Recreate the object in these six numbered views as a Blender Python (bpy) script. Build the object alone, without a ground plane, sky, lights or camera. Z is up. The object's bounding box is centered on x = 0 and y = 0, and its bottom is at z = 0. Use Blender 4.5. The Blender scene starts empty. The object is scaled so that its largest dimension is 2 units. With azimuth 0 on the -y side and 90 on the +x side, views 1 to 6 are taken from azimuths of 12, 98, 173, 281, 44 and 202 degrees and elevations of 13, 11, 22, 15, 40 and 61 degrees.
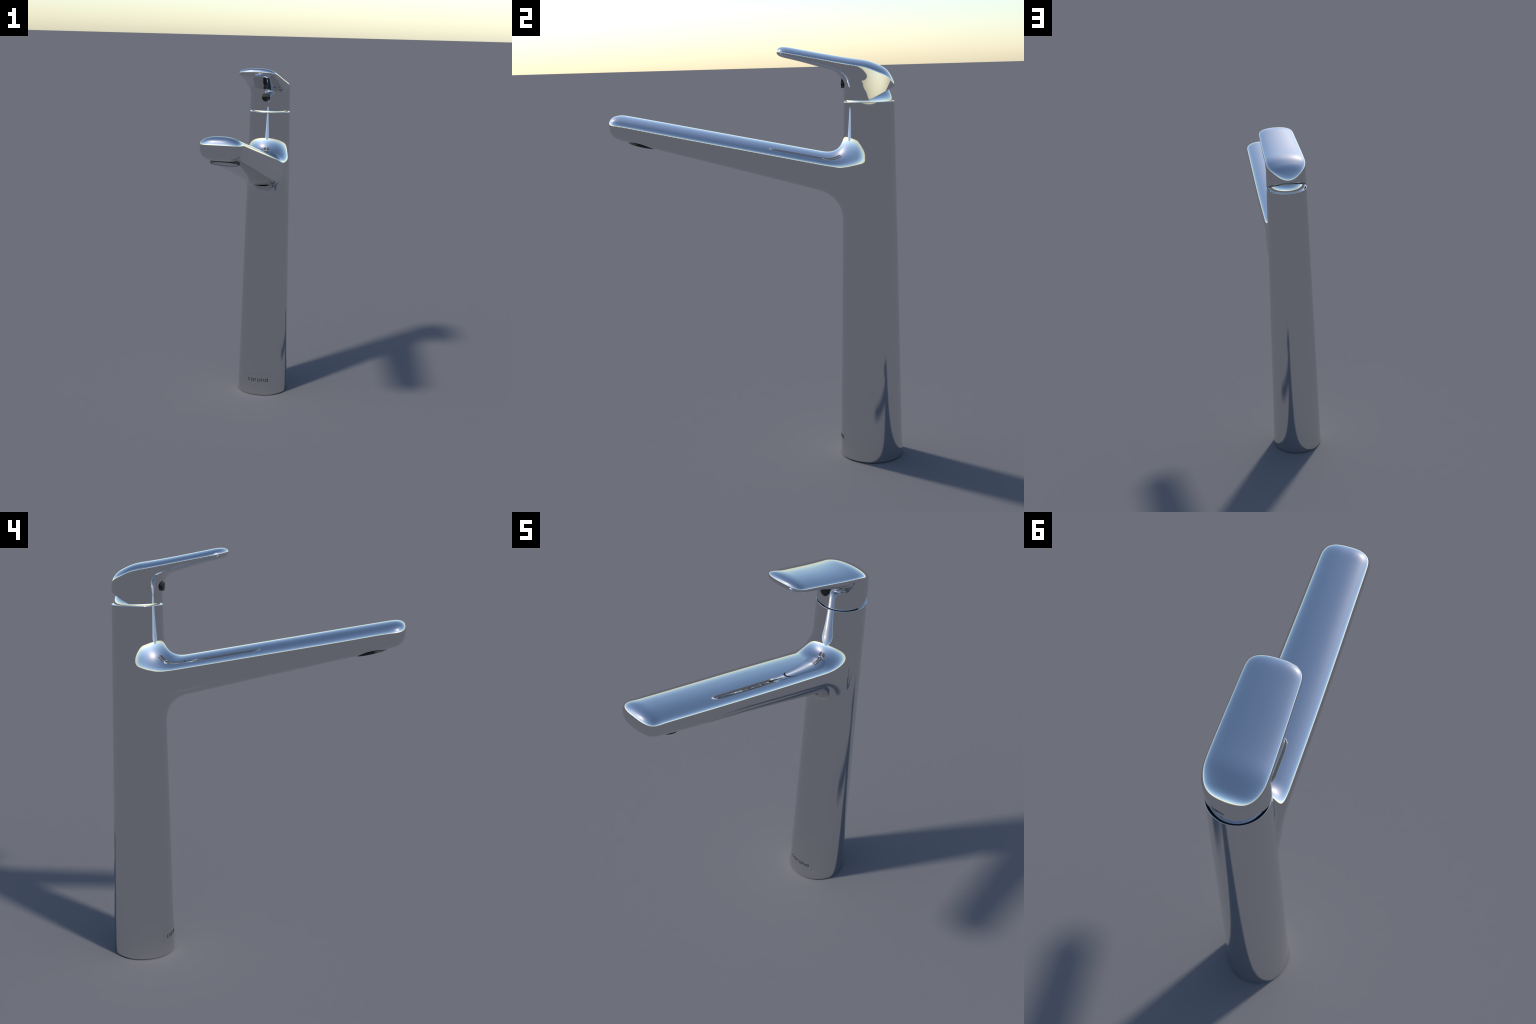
# Tall single-lever basin mixer tap in polished chrome.
# The two cast pieces (column + spout, lever handle) are described by smooth
# distance-like fields built from profiles, meshed, snapped to the field and given
# the field's own normals, so that the mirror finish shows no facets.
import bpy, bmesh, math
import numpy as np
from mathutils import Vector, Matrix

AXIS_Y = 0.5480           # the column stands behind the middle, the spout reaches to -y
BASE_R, TAPER = 0.1520, 0.0191   # column radius at the floor, loss of radius per metre
RIM_Z = 1.738             # top of the column
LEVER_FLOOR = 1.7475      # underside of the handle in front


def column_radius(z):
    return BASE_R - TAPER * z


# ------------------------------------------------------------------ materials
def material(name, colour, metallic, rough, coat=0.0, grain=0.0, spec=0.5):
    m = bpy.data.materials.new(name)
    m.use_nodes = True
    nt = m.node_tree
    p = nt.nodes["Principled BSDF"]
    p.inputs["Base Color"].default_value = (*colour, 1)
    p.inputs["Metallic"].default_value = metallic
    p.inputs["Roughness"].default_value = rough
    p.inputs["Coat Weight"].default_value = coat
    p.inputs["Specular IOR Level"].default_value = spec
    if grain:
        tc = nt.nodes.new("ShaderNodeTexCoord")
        no = nt.nodes.new("ShaderNodeTexNoise")
        no.inputs["Scale"].default_value = 9.0
        no.inputs["Detail"].default_value = 3.0
        mr = nt.nodes.new("ShaderNodeMapRange")
        mr.inputs["To Min"].default_value = max(0.0, rough - grain)
        mr.inputs["To Max"].default_value = rough + grain
        nt.links.new(tc.outputs["Object"], no.inputs["Vector"])
        nt.links.new(no.outputs["Fac"], mr.inputs["Value"])
        nt.links.new(mr.outputs["Result"], p.inputs["Roughness"])
    return m


CHROME = material("polished_chrome", (0.72, 0.72, 0.72), 1.0, 0.012, grain=0.008)
BLACK = material("black_plastic", (0.008, 0.008, 0.009), 0.0, 0.12)
GREY = material("satin_screen", (0.55, 0.55, 0.56), 1.0, 0.25)
LINE = material("dark_line", (0.06, 0.06, 0.06), 0.0, 0.6, spec=0.1)
PRINT = material("dark_print", (0.018, 0.018, 0.019), 0.0, 0.6, spec=0.2)


# ------------------------------------------------------------------ field tools
def smooth_curve(points):
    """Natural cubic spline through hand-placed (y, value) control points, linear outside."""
    px = np.array([p[0] for p in points], float)
    py = np.array([p[1] for p in points], float)
    n, h = len(px), np.diff(px)
    s = np.diff(py) / h
    A, rhs = np.eye(n), np.zeros(n)
    for i in range(1, n - 1):
        A[i, i - 1:i + 2] = h[i - 1], 2 * (h[i - 1] + h[i]), h[i]
        rhs[i] = 6 * (s[i] - s[i - 1])
    c = np.linalg.solve(A, rhs)                       # second derivatives
    m0 = s[0] - h[0] * c[1] / 6
    m1 = s[-1] + h[-1] * c[-2] / 6

    def f(x):
        xc = np.clip(x, px[0], px[-1])
        i = np.clip(np.searchsorted(px, xc) - 1, 0, n - 2)
        u, v = px[i + 1] - xc, xc - px[i]
        y = (c[i] * u ** 3 + c[i + 1] * v ** 3) / (6 * h[i]) \
            + (py[i] / h[i] - c[i] * h[i] / 6) * u + (py[i + 1] / h[i] - c[i + 1] * h[i] / 6) * v
        return y + np.where(x < px[0], (x - px[0]) * m0, 0) + np.where(x > px[-1], (x - px[-1]) * m1, 0)
    return f


def gradient(f, P, e=2e-4):
    g = np.empty_like(P)
    for k in range(3):
        d = np.zeros(3)
        d[k] = e
        g[:, k] = (f(P + d) - f(P - d)) / (2 * e)
    return g


def as_distance(F):
    """Turn an implicit F = 1 surface into a first-order distance with its direction."""
    def d(P):
        g = gradient(F, P)
        l = np.linalg.norm(g, axis=1)
        return (F(P) - 1.0) / np.maximum(l, 3.0), g / np.maximum(l, 1e-6)[:, None]
    return d


def cone(P):
    rho = np.hypot(P[:, 0], P[:, 1] - AXIS_Y)
    return (rho - column_radius(P[:, 2])) / math.hypot(1, TAPER)


def cone_normal(P):
    rho = np.maximum(np.hypot(P[:, 0], P[:, 1] - AXIS_Y), 1e-6)
    n = np.stack([P[:, 0] / rho, (P[:, 1] - AXIS_Y) / rho, np.full(len(P), TAPER)], 1)
    return n / np.linalg.norm(n, axis=1)[:, None]


FILLET_N = 2.5            # a little fuller than a circle, so that reflections run on smoothly


def filleted_union(arm, radius, fade, hub=None, under_only=False):
    """Column united with an arm by a rolling fillet that dies out where both
    surfaces already run side by side, and behind the root of the arm."""
    def f(P):
        (a, g), c = arm(P), (hub or cone)(P)
        dot = np.clip((g * cone_normal(P)).sum(1), 0, 1)
        t = np.clip((fade[1] - P[:, 1]) / (fade[1] - fade[0]), 0, 1)
        low, high = radius
        r = (low + (high - low) * (0.5 + 0.5 * g[:, 2])) * (1 - dot ** 3.5) * t * t * (3 - 2 * t)
        if under_only:
            d = np.clip(-g[:, 2] / 1.4, 0, 1)
            r = r * d * d * (3 - 2 * d)
        r = r + 1e-5
        u, v = np.maximum(r - a, 0) / r, np.maximum(r - c, 0) / r
        k = FILLET_N
        return np.maximum(r, np.minimum(a, c)) - r * (u ** k + v ** k + 1e-12) ** (1 / k)
    return f


def power(a, n):
    return np.abs(a) ** n


def bar(plan, edge, crown, floor, top_n, low_n):
    """A bar whose widest line runs at height edge(y): above it a low crowned top,
    below it fuller sides down to floor(y); plan(P) is 1 on its outline from above."""
    def F(P):
        p = np.maximum(plan(P), 1e-5)
        e = edge(P[:, 1])
        z = P[:, 2] - e
        up = np.maximum(z, 0) / crown(P[:, 1])
        dn = np.maximum(-z, 0) / np.maximum(e - floor(P[:, 1]), 0.006)
        n = low_n(P[:, 1])
        m = top_n(P[:, 1])
        hi = (p ** m + up ** m) ** (1 / m)
        lo = (p ** n + dn ** n) ** (1 / n)
        return np.where(z >= 0, hi, lo)
    return as_distance(F)


# ------------------------------------------------------------------ spout field
SPOUT_TIP = -0.700
spout_ridge = smooth_curve([(-0.72, 1.7110), (-0.60, 1.6880), (-0.294, 1.6275), (0.095, 1.5505),
                            (0.30, 1.5100), (0.56, 1.4590)])
spout_edge = smooth_curve([(-0.72, 1.6555), (-0.65, 1.6490), (-0.533, 1.6270), (-0.276, 1.5738), (-0.085, 1.5355),
                           (0.306, 1.4560), (0.56, 1.4050)])
spout_floor = smooth_curve([(-0.72, 1.5975), (-0.60, 1.5655), (-0.30, 1.4855), (0.09, 1.3820),
                            (0.296, 1.3265), (0.56, 1.2565)])
spout_width = smooth_curve([(-0.72, 0.1060), (-0.60, 0.1080), (-0.16, 0.1160), (0.20, 0.1190), (0.30, 0.1190), (0.40, 0.1165),
                            (0.45, 0.1095), (0.50, 0.0950), (0.56, 0.0720)])


SPOUT_SKEW, LEVER_SKEW = 0.0028, 0.0050     # both arms point a hair to the right of straight ahead


def skewed(P, k):
    return P[:, 0] - k * np.maximum(AXIS_Y - P[:, 1], 0)


def spout_plan(P):
    y, w = P[:, 1], spout_width(P[:, 1])
    t = np.maximum(SPOUT_TIP + 0.09 - y, 0) / 0.09
    front = (power(skewed(P, SPOUT_SKEW) / w, 2.7) + t ** 3.6) ** (1 / 2.7)
    return np.where(y < AXIS_Y, front, np.hypot(P[:, 0], y - AXIS_Y) / w)   # round end inside the column


spout_bar = bar(spout_plan, spout_edge, lambda y: spout_ridge(y) + 0.001 - spout_edge(y), spout_floor,
                lambda y: np.full_like(y, 2.25),
                lambda y: np.interp(y, [-0.45, -0.15], [3.1, 2.6]))
body_field = filleted_union(spout_bar, (0.132, 0.112), (0.49, 0.58))

# ------------------------------------------------------------------ handle field
lever_edge = smooth_curve([(0.10, 1.9830), (0.18, 1.9668), (0.303, 1.9418), (0.486, 1.9046), (0.547, 1.8895),
                           (0.60, 1.8660), (0.64, 1.8430), (0.668, 1.8100)])
lever_floor = smooth_curve([(0.10, 1.9590), (0.168, 1.9450), (0.3125, 1.9045), (0.38, 1.8840), (0.45, 1.8610), (0.68, 1.7800)])
LEVER_TIP = 0.1195
HUB_R = column_radius(LEVER_FLOOR)


LEAN = smooth_curve([(0.40, 0.0), (0.463, 0.001), (0.50, 0.004), (0.535, 0.0115), (0.548, 0.0160), (0.575, 0.0190),
                     (0.62, 0.0175), (0.67, 0.0120), (0.70, 0.0110)])


def lean(y):
    """How much the cheeks lean inwards per metre of height: none at the lever, more behind."""
    return LEAN(np.clip(y, 0.40, 0.70))


def hub_radius(P):
    return HUB_R - lean(P[:, 1]) * (P[:, 2] - LEVER_FLOOR)


def lever_plan(P):
    y = P[:, 1]
    t = np.maximum(LEVER_TIP + 0.09 - y, 0) / 0.09
    e = lever_edge(y)
    root = HUB_R - lean(y) * (e - LEVER_FLOOR)
    w = 0.1040 + (root - 0.1040) * np.clip((y - 0.10) / (AXIS_Y - 0.10), 0, 1)
    w = w + lean(y) * np.maximum(e - P[:, 2], 0)
    front = (power(skewed(P, LEVER_SKEW) / w, 2.4) + t ** 4.4) ** (1 / 2.4)
    r = HUB_R - lean(y) * (np.minimum(P[:, 2], e) - LEVER_FLOOR)
    back = np.hypot(P[:, 0], y - AXIS_Y) / r
    return np.where(y < AXIS_Y, front, back)


lever_crown = smooth_curve([(0.10, 0.0300), (0.48, 0.0308), (0.55, 0.0345), (0.61, 0.0410), (0.70, 0.0450)])
lever_low_n = smooth_curve([(0.12, 2.9), (0.25, 2.6), (0.33, 2.7), (0.46, 3.0), (0.51, 4.0), (0.56, 16.0), (0.70, 16.0)])

lever_bar = bar(lever_plan, lever_edge, lever_crown, lever_floor,
                lambda y: np.full_like(y, 2.1),
                lambda y: np.clip(lever_low_n(y), 2.4, 16.0))


def hub(P):
    """Round hub under the lever; it domes in and ends inside the lever."""
    e, f = lever_edge(P[:, 1]), lever_floor(P[:, 1])
    s = np.clip((P[:, 2] - f) / (e - f), 0, 1.5)
    up = np.maximum(P[:, 2] - e, 0) / 0.0305      # well inside the crown
    return np.hypot(P[:, 0], P[:, 1] - AXIS_Y) - hub_radius(P) + 0.02 * np.maximum(s - 0.55, 0) ** 2 + 0.14 * up * up


handle_field = filleted_union(lever_bar, (0.091, 0.091), (0.44, 0.54), hub, True)


# ------------------------------------------------------------------ meshing
def mesh_field(f, lo, hi, step):
    """Surface nets on a regular grid, then Newton steps onto the field."""
    axes = [np.arange(a, b + step, step) for a, b in zip(lo, hi)]
    sh = tuple(len(a) for a in axes)
    G = np.stack(np.meshgrid(*axes, indexing="ij"), -1).reshape(-1, 3)
    # coarse pass first: only the nodes near the surface are worth evaluating
    k = 5
    cax = [np.arange(a[0], a[-1] + k * step, k * step) for a in axes]
    cv = f(np.stack(np.meshgrid(*cax, indexing="ij"), -1).reshape(-1, 3)).reshape([len(a) for a in cax])
    near = np.repeat(np.repeat(np.repeat(cv, k, 0), k, 1), k, 2)
    off = k // 2
    near = np.pad(near, ((off, 0),) * 3, mode="edge")[:sh[0], :sh[1], :sh[2]].copy()
    band = (np.abs(near) < 3.0 * k * step).reshape(-1)
    val = near.reshape(-1)
    val[band] = f(G[band])
    val = val.reshape(sh)
    inside = val < 0
    cnt = np.zeros(tuple(s - 1 for s in sh))
    acc = np.zeros(cnt.shape + (3,))
    for ax in range(3):
        a = [slice(None)] * 3
        b = [slice(None)] * 3
        a[ax], b[ax] = slice(0, -1), slice(1, None)
        va, vb = val[tuple(a)], val[tuple(b)]
        cross = inside[tuple(a)] != inside[tuple(b)]
        t = np.where(cross, va / np.where(cross, va - vb, 1), 0)
        o1, o2 = [k for k in range(3) if k != ax]
        for i in (0, 1):
            for j in (0, 1):
                s = [slice(None)] * 3
                s[o1] = slice(i, sh[o1] - 1 + i)
                s[o2] = slice(j, sh[o2] - 1 + j)
                c = cross[tuple(s)]
                cnt += c
                acc[..., ax] += c * t[tuple(s)]
                acc[..., o1] += c * i
                acc[..., o2] += c * j
    active = cnt > 0
    ids = -np.ones(cnt.shape, int)
    ids[active] = np.arange(active.sum())
    cell = np.argwhere(active)
    P = np.array(lo) + (cell + acc[active] / cnt[active][:, None]) * step
    quads = []
    for ax in range(3):
        o1, o2 = (ax + 1) % 3, (ax + 2) % 3
        a = [slice(None)] * 3
        b = [slice(None)] * 3
        a[ax], b[ax] = slice(0, -1), slice(1, None)
        A, B = inside[tuple(a)], inside[tuple(b)]
        idx = np.argwhere(A != B)
        ok = (idx[:, o1] > 0) & (idx[:, o2] > 0) & (idx[:, o1] < sh[o1] - 1) & (idx[:, o2] < sh[o2] - 1)
        idx = idx[ok]
        q = []
        for d1, d2 in ((1, 1), (0, 1), (0, 0), (1, 0)):
            k = idx.copy()
            k[:, o1] -= d1
            k[:, o2] -= d2
            q.append(ids[k[:, 0], k[:, 1], k[:, 2]])
        q = np.stack(q, 1)
        flip = ~A[idx[:, 0], idx[:, 1], idx[:, 2]]
        q[flip] = q[flip][:, ::-1]
        quads.append(q)
    Q = np.concatenate(quads)
    for _ in range(4):
        g = gradient(f, P, 1e-4)
        s = f(P) / np.maximum((g * g).sum(1), 0.05)
        P = P - np.clip(s, -step, step)[:, None] * g
    return P, Q


def ramp(x, a, b):
    t = np.clip((x - a) / (b - a), 0, 1)
    return t * t * (3 - 2 * t)


def polish(P, Q, f, where, passes, where_normal):
    """Rub down the blends: relax positions where `where` asks, then return unit normals,
    the field's own ones melting into relaxed mesh normals where `where_normal` asks."""
    i = np.concatenate([Q[:, k] for k in range(4)])
    j = np.concatenate([Q[:, (k + 1) % 4] for k in range(4)])
    a, b = np.concatenate([i, j]), np.concatenate([j, i])
    deg = np.maximum(np.bincount(a, minlength=len(P)), 1)[:, None]

    def mean(V):
        return np.stack([np.bincount(a, V[b, k], len(P)) for k in range(3)], 1) / deg
    w = where(P)[:, None]
    for _ in range(passes):
        P = P + 0.50 * w * (mean(P) - P)
        P = P - 0.48 * w * (mean(P) - P)      # give some of the volume back
    n = gradient(f, P, 2e-4)
    n /= np.maximum(np.linalg.norm(n, axis=1), 1e-9)[:, None]
    fn = np.cross(P[Q[:, 2]] - P[Q[:, 0]], P[Q[:, 3]] - P[Q[:, 1]])
    m = np.zeros_like(P)
    for k in range(4):
        for c in range(3):
            m[:, c] += np.bincount(Q[:, k], fn[:, c], len(P))
    m /= np.maximum(np.linalg.norm(m, axis=1), 1e-12)[:, None]
    u = where_normal(P)[:, None]
    m = n * (1 - u) + m * u
    for _ in range(12):
        m = m + 0.6 * u * (mean(m) - m)
        m /= np.linalg.norm(m, axis=1)[:, None]
    return P, m


def to_bmesh(P, Q, N):
    me = bpy.data.meshes.new("tmp")
    me.from_pydata(P.tolist(), [], Q.tolist())
    bm = bmesh.new()
    bm.from_mesh(me)
    bpy.data.meshes.remove(me)
    layer = bm.verts.layers.float_vector.new("shade")
    for v, n in zip(bm.verts, N):
        v[layer] = n
    return bm


def cut(bm, point, normal, cap=False):
    """Keep what lies behind the plane; optionally close the cut."""
    r = bmesh.ops.bisect_plane(bm, geom=bm.verts[:] + bm.edges[:] + bm.faces[:], dist=1e-6,
                               plane_co=point, plane_no=normal, clear_outer=True)
    if cap:
        ed = [e for e in r["geom_cut"] if isinstance(e, bmesh.types.BMEdge)]
        old = set(bm.faces)
        bmesh.ops.edgenet_fill(bm, edges=ed)
        for f in set(bm.faces) - old:
            f.smooth = False
            f.material_index = 1


def take_normals(me):
    """Read back and drop the normals carried through the cuts."""
    n = np.zeros(len(me.vertices) * 3)
    me.attributes["shade"].data.foreach_get("vector", n)
    me.attributes.remove(me.attributes["shade"])
    n = n.reshape(-1, 3)
    return n / np.maximum(np.linalg.norm(n, axis=1), 1e-9)[:, None]


def shade(me):
    """Give smooth faces the carried normals, flat faces their own."""
    g = take_normals(me)
    vi = np.empty(len(me.loops), int)
    me.loops.foreach_get("vertex_index", vi)
    loops = g[vi]
    for p in me.polygons:
        if not p.use_smooth:
            loops[p.loop_start:p.loop_start + p.loop_total] = p.normal
    me.normals_split_custom_set([tuple(v) for v in loops])


def lathe_into(bm, profile, centre, steps=256, flat=()):
    """Rings of (radius, z) turned round a vertical axis."""
    rings = []
    for r, z in profile:
        if r < 1e-6:
            rings.append([bm.verts.new((centre[0], centre[1], z))])
        else:
            rings.append([bm.verts.new((centre[0] + r * math.cos(2 * math.pi * i / steps),
                                        centre[1] + r * math.sin(2 * math.pi * i / steps), z))
                          for i in range(steps)])
    for a, b in zip(rings[:-1], rings[1:]):
        for i in range(steps):
            j = (i + 1) % steps
            if len(a) == 1:
                f = bm.faces.new((a[0], b[j], b[i]))
            elif len(b) == 1:
                f = bm.faces.new((a[i], a[j], b[0]))
            else:
                f = bm.faces.new((a[i], a[j], b[j], b[i]))
            f.smooth = True


def arc(cr, cz, r, a0, a1, n=8):
    return [(cr + r * math.cos(math.radians(a0 + (a1 - a0) * i / n)),
             cz + r * math.sin(math.radians(a0 + (a1 - a0) * i / n))) for i in range(n + 1)]


def make_object(name, bm_or_mesh, mat, parent):
    if isinstance(bm_or_mesh, bmesh.types.BMesh):
        me = bpy.data.meshes.new(name)
        bm_or_mesh.to_mesh(me)
        bm_or_mesh.free()
    else:
        me = bm_or_mesh
    me.name = name
    ob = bpy.data.objects.new(name, me)
    me.materials.append(mat)
    bpy.context.scene.collection.objects.link(ob)
    ob.parent = parent
    return ob


def smooth_by_angle(ob, deg):
    for p in ob.data.polygons:
        p.use_smooth = True
    ob.data.set_sharp_from_angle(angle=math.radians(deg))


# ------------------------------------------------------------------ the tap
tap = bpy.data.objects.new("basin_mixer_tap", None)
bpy.context.scene.collection.objects.link(tap)
tap["label"] = "tall polished chrome single-lever basin tap with long spout"
tap["category"] = "water tap"

# --- column and spout: one casting, split at the root of the spout
JOIN_LOW, JOIN_HIGH = 1.06, 1.66
P, Q = mesh_field(body_field, (-0.147, -0.727, 1.04), (0.147, 0.700, 1.72), 0.0045)


def root_blend(P):
    """Shoulders of the spout where they run out on the column."""
    d2 = ((np.abs(P[:, 0]) - 0.110) / 0.05) ** 2 + ((P[:, 1] - 0.485) / 0.06) ** 2 + ((P[:, 2] - 1.445) / 0.07) ** 2
    return np.exp(-d2)


P, N = polish(P, Q, body_field, root_blend, 120, lambda P: ramp(root_blend(P), 0.02, 0.25))
bm = to_bmesh(P, Q, N)
for f in bm.faces:
    f.smooth = True
spout_bm = bm.copy()
far = lambda f: f.calc_center_median().y < 0.33
bmesh.ops.delete(spout_bm, geom=[f for f in spout_bm.faces if not far(f)], context="FACES")
bmesh.ops.delete(bm, geom=[f for f in bm.faces if far(f)], context="FACES")
cut(bm, (0, 0, JOIN_LOW), (0, 0, -1))
cut(bm, (0, 0, JOIN_HIGH), (0, 0, 1))

centre = (0.0, AXIS_Y)
low = [(0.0, 0.0), (column_radius(0) - 0.003, 0.0)] \
    + [(column_radius(z), z) for z in (0.004, 0.02, 0.2, 0.4, 0.6, 0.8, 0.95, JOIN_LOW)]
lathe_into(bm, low, centre)
rt = column_radius(RIM_Z)
lathe_into(bm, [(column_radius(z), z) for z in (JOIN_HIGH, 1.69, 1.72, RIM_Z - 0.002)]
           + arc(rt - 0.002, RIM_Z - 0.002, 0.002, 0, 90, 5)[1:]
           + [(rt - 0.014, RIM_Z), (rt - 0.016, RIM_Z - 0.012), (0.0, RIM_Z - 0.012)], centre)


column = make_object("column", bm, CHROME, tap)
spout = make_object("spout", spout_bm, CHROME, tap)
shade(spout.data)


def column_normals(me):
    co = np.empty(len(me.vertices) * 3)
    me.vertices.foreach_get("co", co)
    co = co.reshape(-1, 3)
    turned = cone_normal(co)
    carried = take_normals(me)
    on_cast = np.linalg.norm(carried, axis=1) > 0.5
    g = np.where(on_cast[:, None], carried, turned)
    out = []
    for p in me.polygons:
        c = p.center
        rr = math.hypot(c.x, c.y - AXIS_Y)
        wall = abs(p.normal.z) < 0.2 and rr > column_radius(c.z) - 0.001
        middle = JOIN_LOW < c.z < JOIN_HIGH
        for li in p.loop_indices:
            v = me.loops[li].vertex_index
            out.append(tuple(g[v]) if (wall or middle) else tuple(p.normal))
    me.normals_split_custom_set(out)


column_normals(column.data)

# --- domed collar of the cartridge, seen in the gap under the handle
bm = bmesh.new()
dome = [(0.0, RIM_Z - 0.011), (0.1075, RIM_Z - 0.011)] + \
    [(0.1075 * math.cos(a), 1.736 + 0.100 * math.sin(a)) for a in np.linspace(0.0, math.pi / 2 - 0.02, 20)] + \
    [(0.0, 1.836)]
lathe_into(bm, dome, centre, 160)
collar = make_object("collar", bm, CHROME, tap)
smooth_by_angle(collar, 35)

# --- lever handle
P, Q = mesh_field(handle_field, (-0.131, 0.099, 1.69), (0.131, 0.690, 2.013), 0.0030)


def cheek(P):
    """Below the edge of the lever, down its sides to the hub."""
    e = lever_edge(P[:, 1])
    return ramp(P[:, 2], e - 0.004, e - 0.016) * ramp(P[:, 2], 1.760, 1.795) * ramp(P[:, 1], 0.34, 0.39)


P, N = polish(P, Q, handle_field, lambda P: cheek(P) * ramp(P[:, 2], 1.785, 1.83) * ramp(P[:, 1], 0.565, 0.53), 140, cheek)
bm = to_bmesh(P, Q, N)
for f in bm.faces:
    f.smooth = True
cut(bm, (0, 0, LEVER_FLOOR), (0, 0, -1), cap=True)
slope = Vector((0, 0.120, 0.059)).normalized()
cut(bm, (0, 0.5500, LEVER_FLOOR), Vector((0, slope.z, -slope.y)), cap=True)
handle = make_object("handle", bm, CHROME, tap)
handle.data.materials.append(BLACK)  # cut faces are black, so that the gap under the handle looks dark
shade(handle.data)

# --- round black temperature mark on the front of the handle
def disc_part(name, profile, mat, parent, at, axis, steps=64, sharp=30):
    """Turned piece: profile of (radius, height) with its axis laid along `axis`."""
    b = bmesh.new()
    lathe_into(b, profile, (0, 0), steps)
    M = Matrix.Translation(Vector(at)) @ Vector((0, 0, 1)).rotation_difference(Vector(axis)).to_matrix().to_4x4()
    bmesh.ops.transform(b, matrix=M, verts=b.verts[:])
    ob = make_object(name, b, mat, parent)
    smooth_by_angle(ob, sharp)
    return ob


MARK_Z = 1.8255
button = disc_part("temperature_button",
                   [(0.0, 0.0), (0.0235, 0.0), (0.0235, 0.024), (0.0245, 0.0245), (0.0245, 0.0285),
                    (0.0235, 0.0300), (0.0190, 0.0309), (0.012, 0.0316), (0.006, 0.0319), (0.0, 0.0320)],
                   BLACK, tap, (0, 0.4485, MARK_Z), (0, -1, 0))

# --- aerator under the tip
uy = -0.552
under = Vector((SPOUT_SKEW * (AXIS_Y - uy), uy, float(spout_floor(np.array([uy]))[0]) + 0.0004))
axis = Vector((0, -0.2637, -1.0)).normalized()
aerator = disc_part("aerator_ring",
                    [(0.058, -0.020), (0.075, -0.020), (0.0750, 0.0005), (0.073, 0.0025), (0.071, 0.0030),
                     (0.068, 0.0020), (0.066, 0.000), (0.058, 0.000), (0.058, -0.020)],
                    BLACK, tap, under, axis, 96)
disc_part("aerator_screen", [(0.0, -0.016), (0.066, -0.016), (0.066, 0.0008), (0.064, 0.0020), (0.0, 0.0026)],
          GREY, aerator, under, axis, 96)

# --- label panel with the name near the floor
def wrap(s, z, lift):
    """Arc length s along the column front, height z, distance off the wall."""
    r = column_radius(z)
    a = s / r
    return (math.sin(a) * (r + lift), AXIS_Y - math.cos(a) * (r + lift), z)


def slab(cells, lift0, lift1):
    """Closed thin slab over a list of (s, z) grid rows."""
    b = bmesh.new()
    rows = len(cells)
    cols = len(cells[0])
    top = [[b.verts.new(wrap(s, z, lift1)) for s, z in row] for row in cells]
    bot = [[b.verts.new(wrap(s, z, lift0)) for s, z in row] for row in cells]
    for i in range(rows - 1):
        for j in range(cols - 1):
            b.faces.new((top[i][j], top[i][j + 1], top[i + 1][j + 1], top[i + 1][j]))
            b.faces.new((bot[i][j], bot[i + 1][j], bot[i + 1][j + 1], bot[i][j + 1]))
    rim = [(i, 0) for i in range(rows)] + [(rows - 1, j) for j in range(1, cols)] \
        + [(i, cols - 1) for i in range(rows - 2, -1, -1)] + [(0, j) for j in range(cols - 2, 0, -1)]
    for (a, c), (d, e) in zip(rim, rim[1:] + rim[:1]):
        try:
            b.faces.new((top[a][c], bot[a][c], bot[d][e], top[d][e]))
        except ValueError:
            pass
    bmesh.ops.remove_doubles(b, verts=b.verts[:], dist=1e-6)
    bmesh.ops.recalc_face_normals(b, faces=b.faces[:])
    return b


PANEL = (-0.079, 0.079, 0.0640, 0.1335)
ss = np.linspace(PANEL[0], PANEL[1], 40)
panel = make_object("label_panel", slab([[(s, z) for s in ss] for z in np.linspace(PANEL[2], PANEL[3], 4)],
                                        -0.0005, 0.0002), CHROME, tap)
smooth_by_angle(panel, 30)

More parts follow.
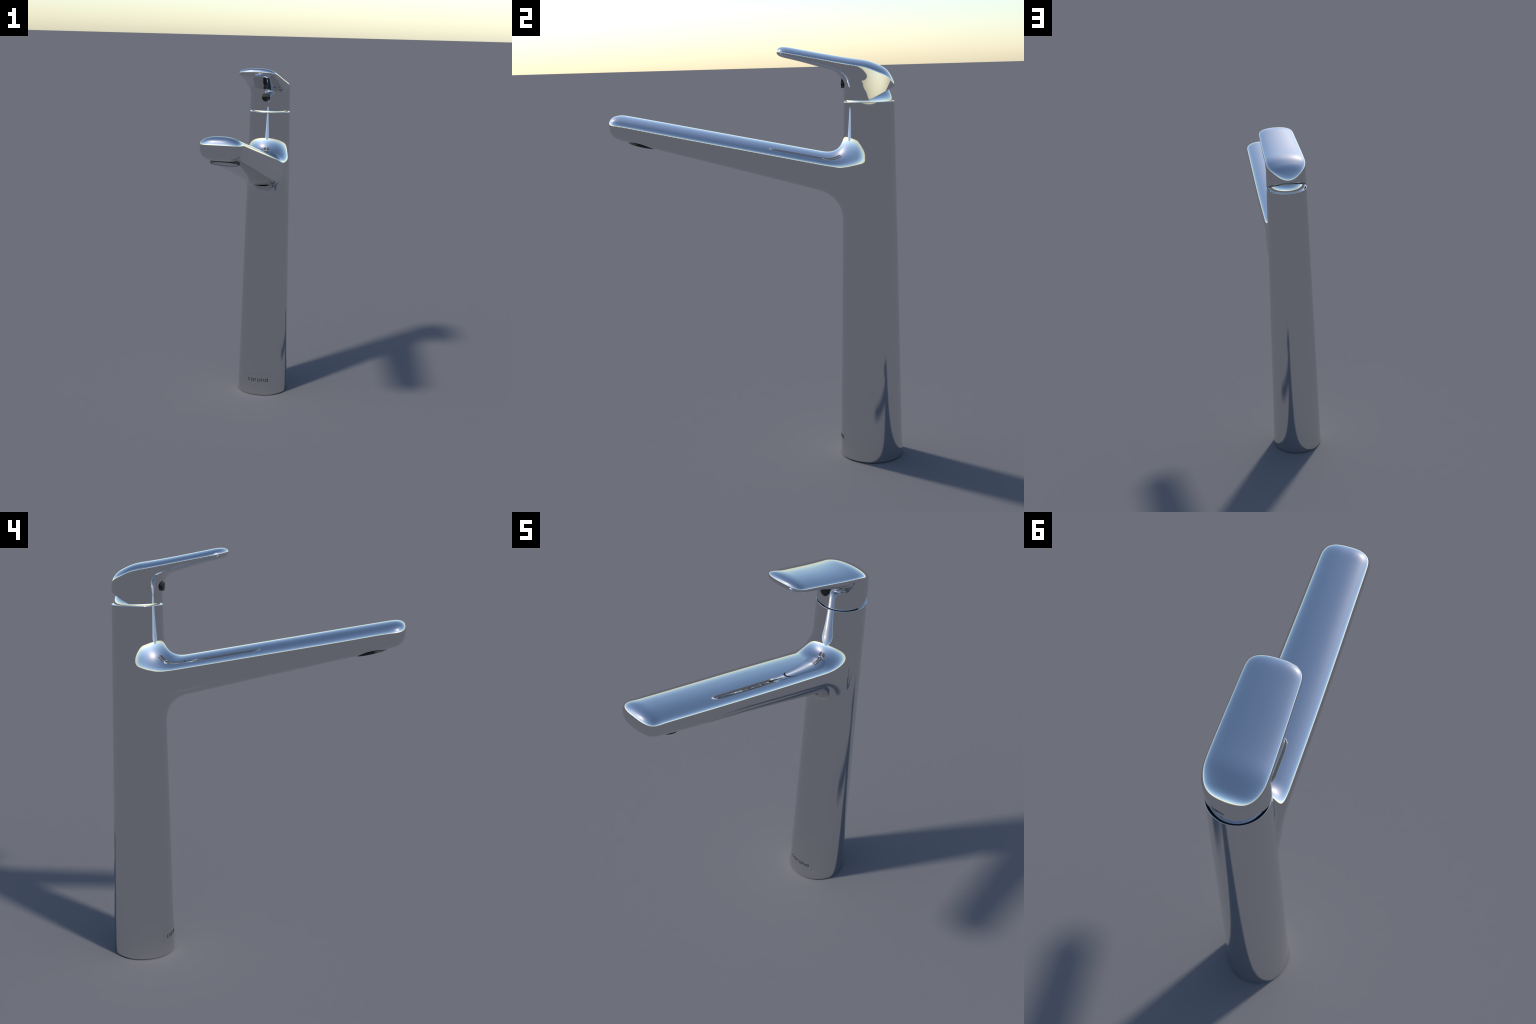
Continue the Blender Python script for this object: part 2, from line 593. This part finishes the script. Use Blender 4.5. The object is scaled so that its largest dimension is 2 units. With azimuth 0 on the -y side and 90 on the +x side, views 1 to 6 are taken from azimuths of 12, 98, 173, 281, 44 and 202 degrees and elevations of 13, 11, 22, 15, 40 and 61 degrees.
# thin dark line along the top and both sides of the panel
frame = bmesh.new()
lw = 0.0007
for rows in ([[(s_, PANEL[3] + d) for s_ in ss] for d in (0, lw)],
             [[(PANEL[0] - lw, z), (PANEL[0], z)] for z in np.linspace(PANEL[2], PANEL[3] + lw, 5)],
             [[(PANEL[1], z), (PANEL[1] + lw, z)] for z in np.linspace(PANEL[2], PANEL[3] + lw, 5)]):
    piece = slab(rows, -0.0004, 0.0002)
    tmp = bpy.data.meshes.new("tmp")
    piece.to_mesh(tmp)
    piece.free()
    frame.from_mesh(tmp)
    bpy.data.meshes.remove(tmp)
make_object("panel_line", frame, LINE, panel)

X_H, STROKE = 0.0165, 0.0038          # letter height (stroke centre line) and stroke width


def stroke(points):
    """Ribbon of even width along a centre line, as slab rows."""
    p = np.array(points, float)
    t = np.gradient(p, axis=0)
    if np.allclose(p[0], p[-1]):
        t[0] = t[-1] = p[1] - p[-2]
    t /= np.linalg.norm(t, axis=1)[:, None]
    n = np.stack([-t[:, 1], t[:, 0]], 1) * STROKE / 2
    return [[tuple(a), tuple(b)] for a, b in zip(p - n, p + n)]


def bow(cx, cz, rx, rz, a0, a1, n=28):
    return [(cx + rx * math.cos(math.radians(a0 + (a1 - a0) * i / n)),
             cz + rz * math.sin(math.radians(a0 + (a1 - a0) * i / n))) for i in range(n + 1)]


H = X_H / 2
LETTER = {
    "c": [bow(0, H, H, H, 50, 310)],
    "o": [bow(0, H, H, H, 0, 360)],
    "r": [[(-H * .55, -STROKE / 2), (-H * .55, H), (-H * .55, X_H + STROKE / 2)],
          bow(H * .45, H, H, H, 165, 85, 10)],
    "n": [[(-H * .9, -STROKE / 2), (-H * .9, H), (-H * .9, X_H + STROKE / 2)],
          bow(0, H * 1.1, H * .9, H * .9, 180, 0, 16) + [(H * .9, H * .4), (H * .9, -STROKE / 2)]],
    "a": [bow(0, H, H, H, 0, 360),
          [(H, -STROKE / 2), (H, H), (H, X_H + STROKE / 2)]],
}
LETTER_Z = 0.0885
for ch, s0 in zip("corona", (-0.0545, -0.0330, -0.0120, 0.0080, 0.0310, 0.0540)):
    letter = bmesh.new()
    for line in LETTER[ch]:
        part = slab([[(s0 + s, LETTER_Z + z) for s, z in row] for row in stroke(line)], 0.0, 0.0007)
        tmp = bpy.data.meshes.new("tmp")
        part.to_mesh(tmp)
        part.free()
        letter.from_mesh(tmp)
        bpy.data.meshes.remove(tmp)
    make_object("letter", letter, PRINT, panel)
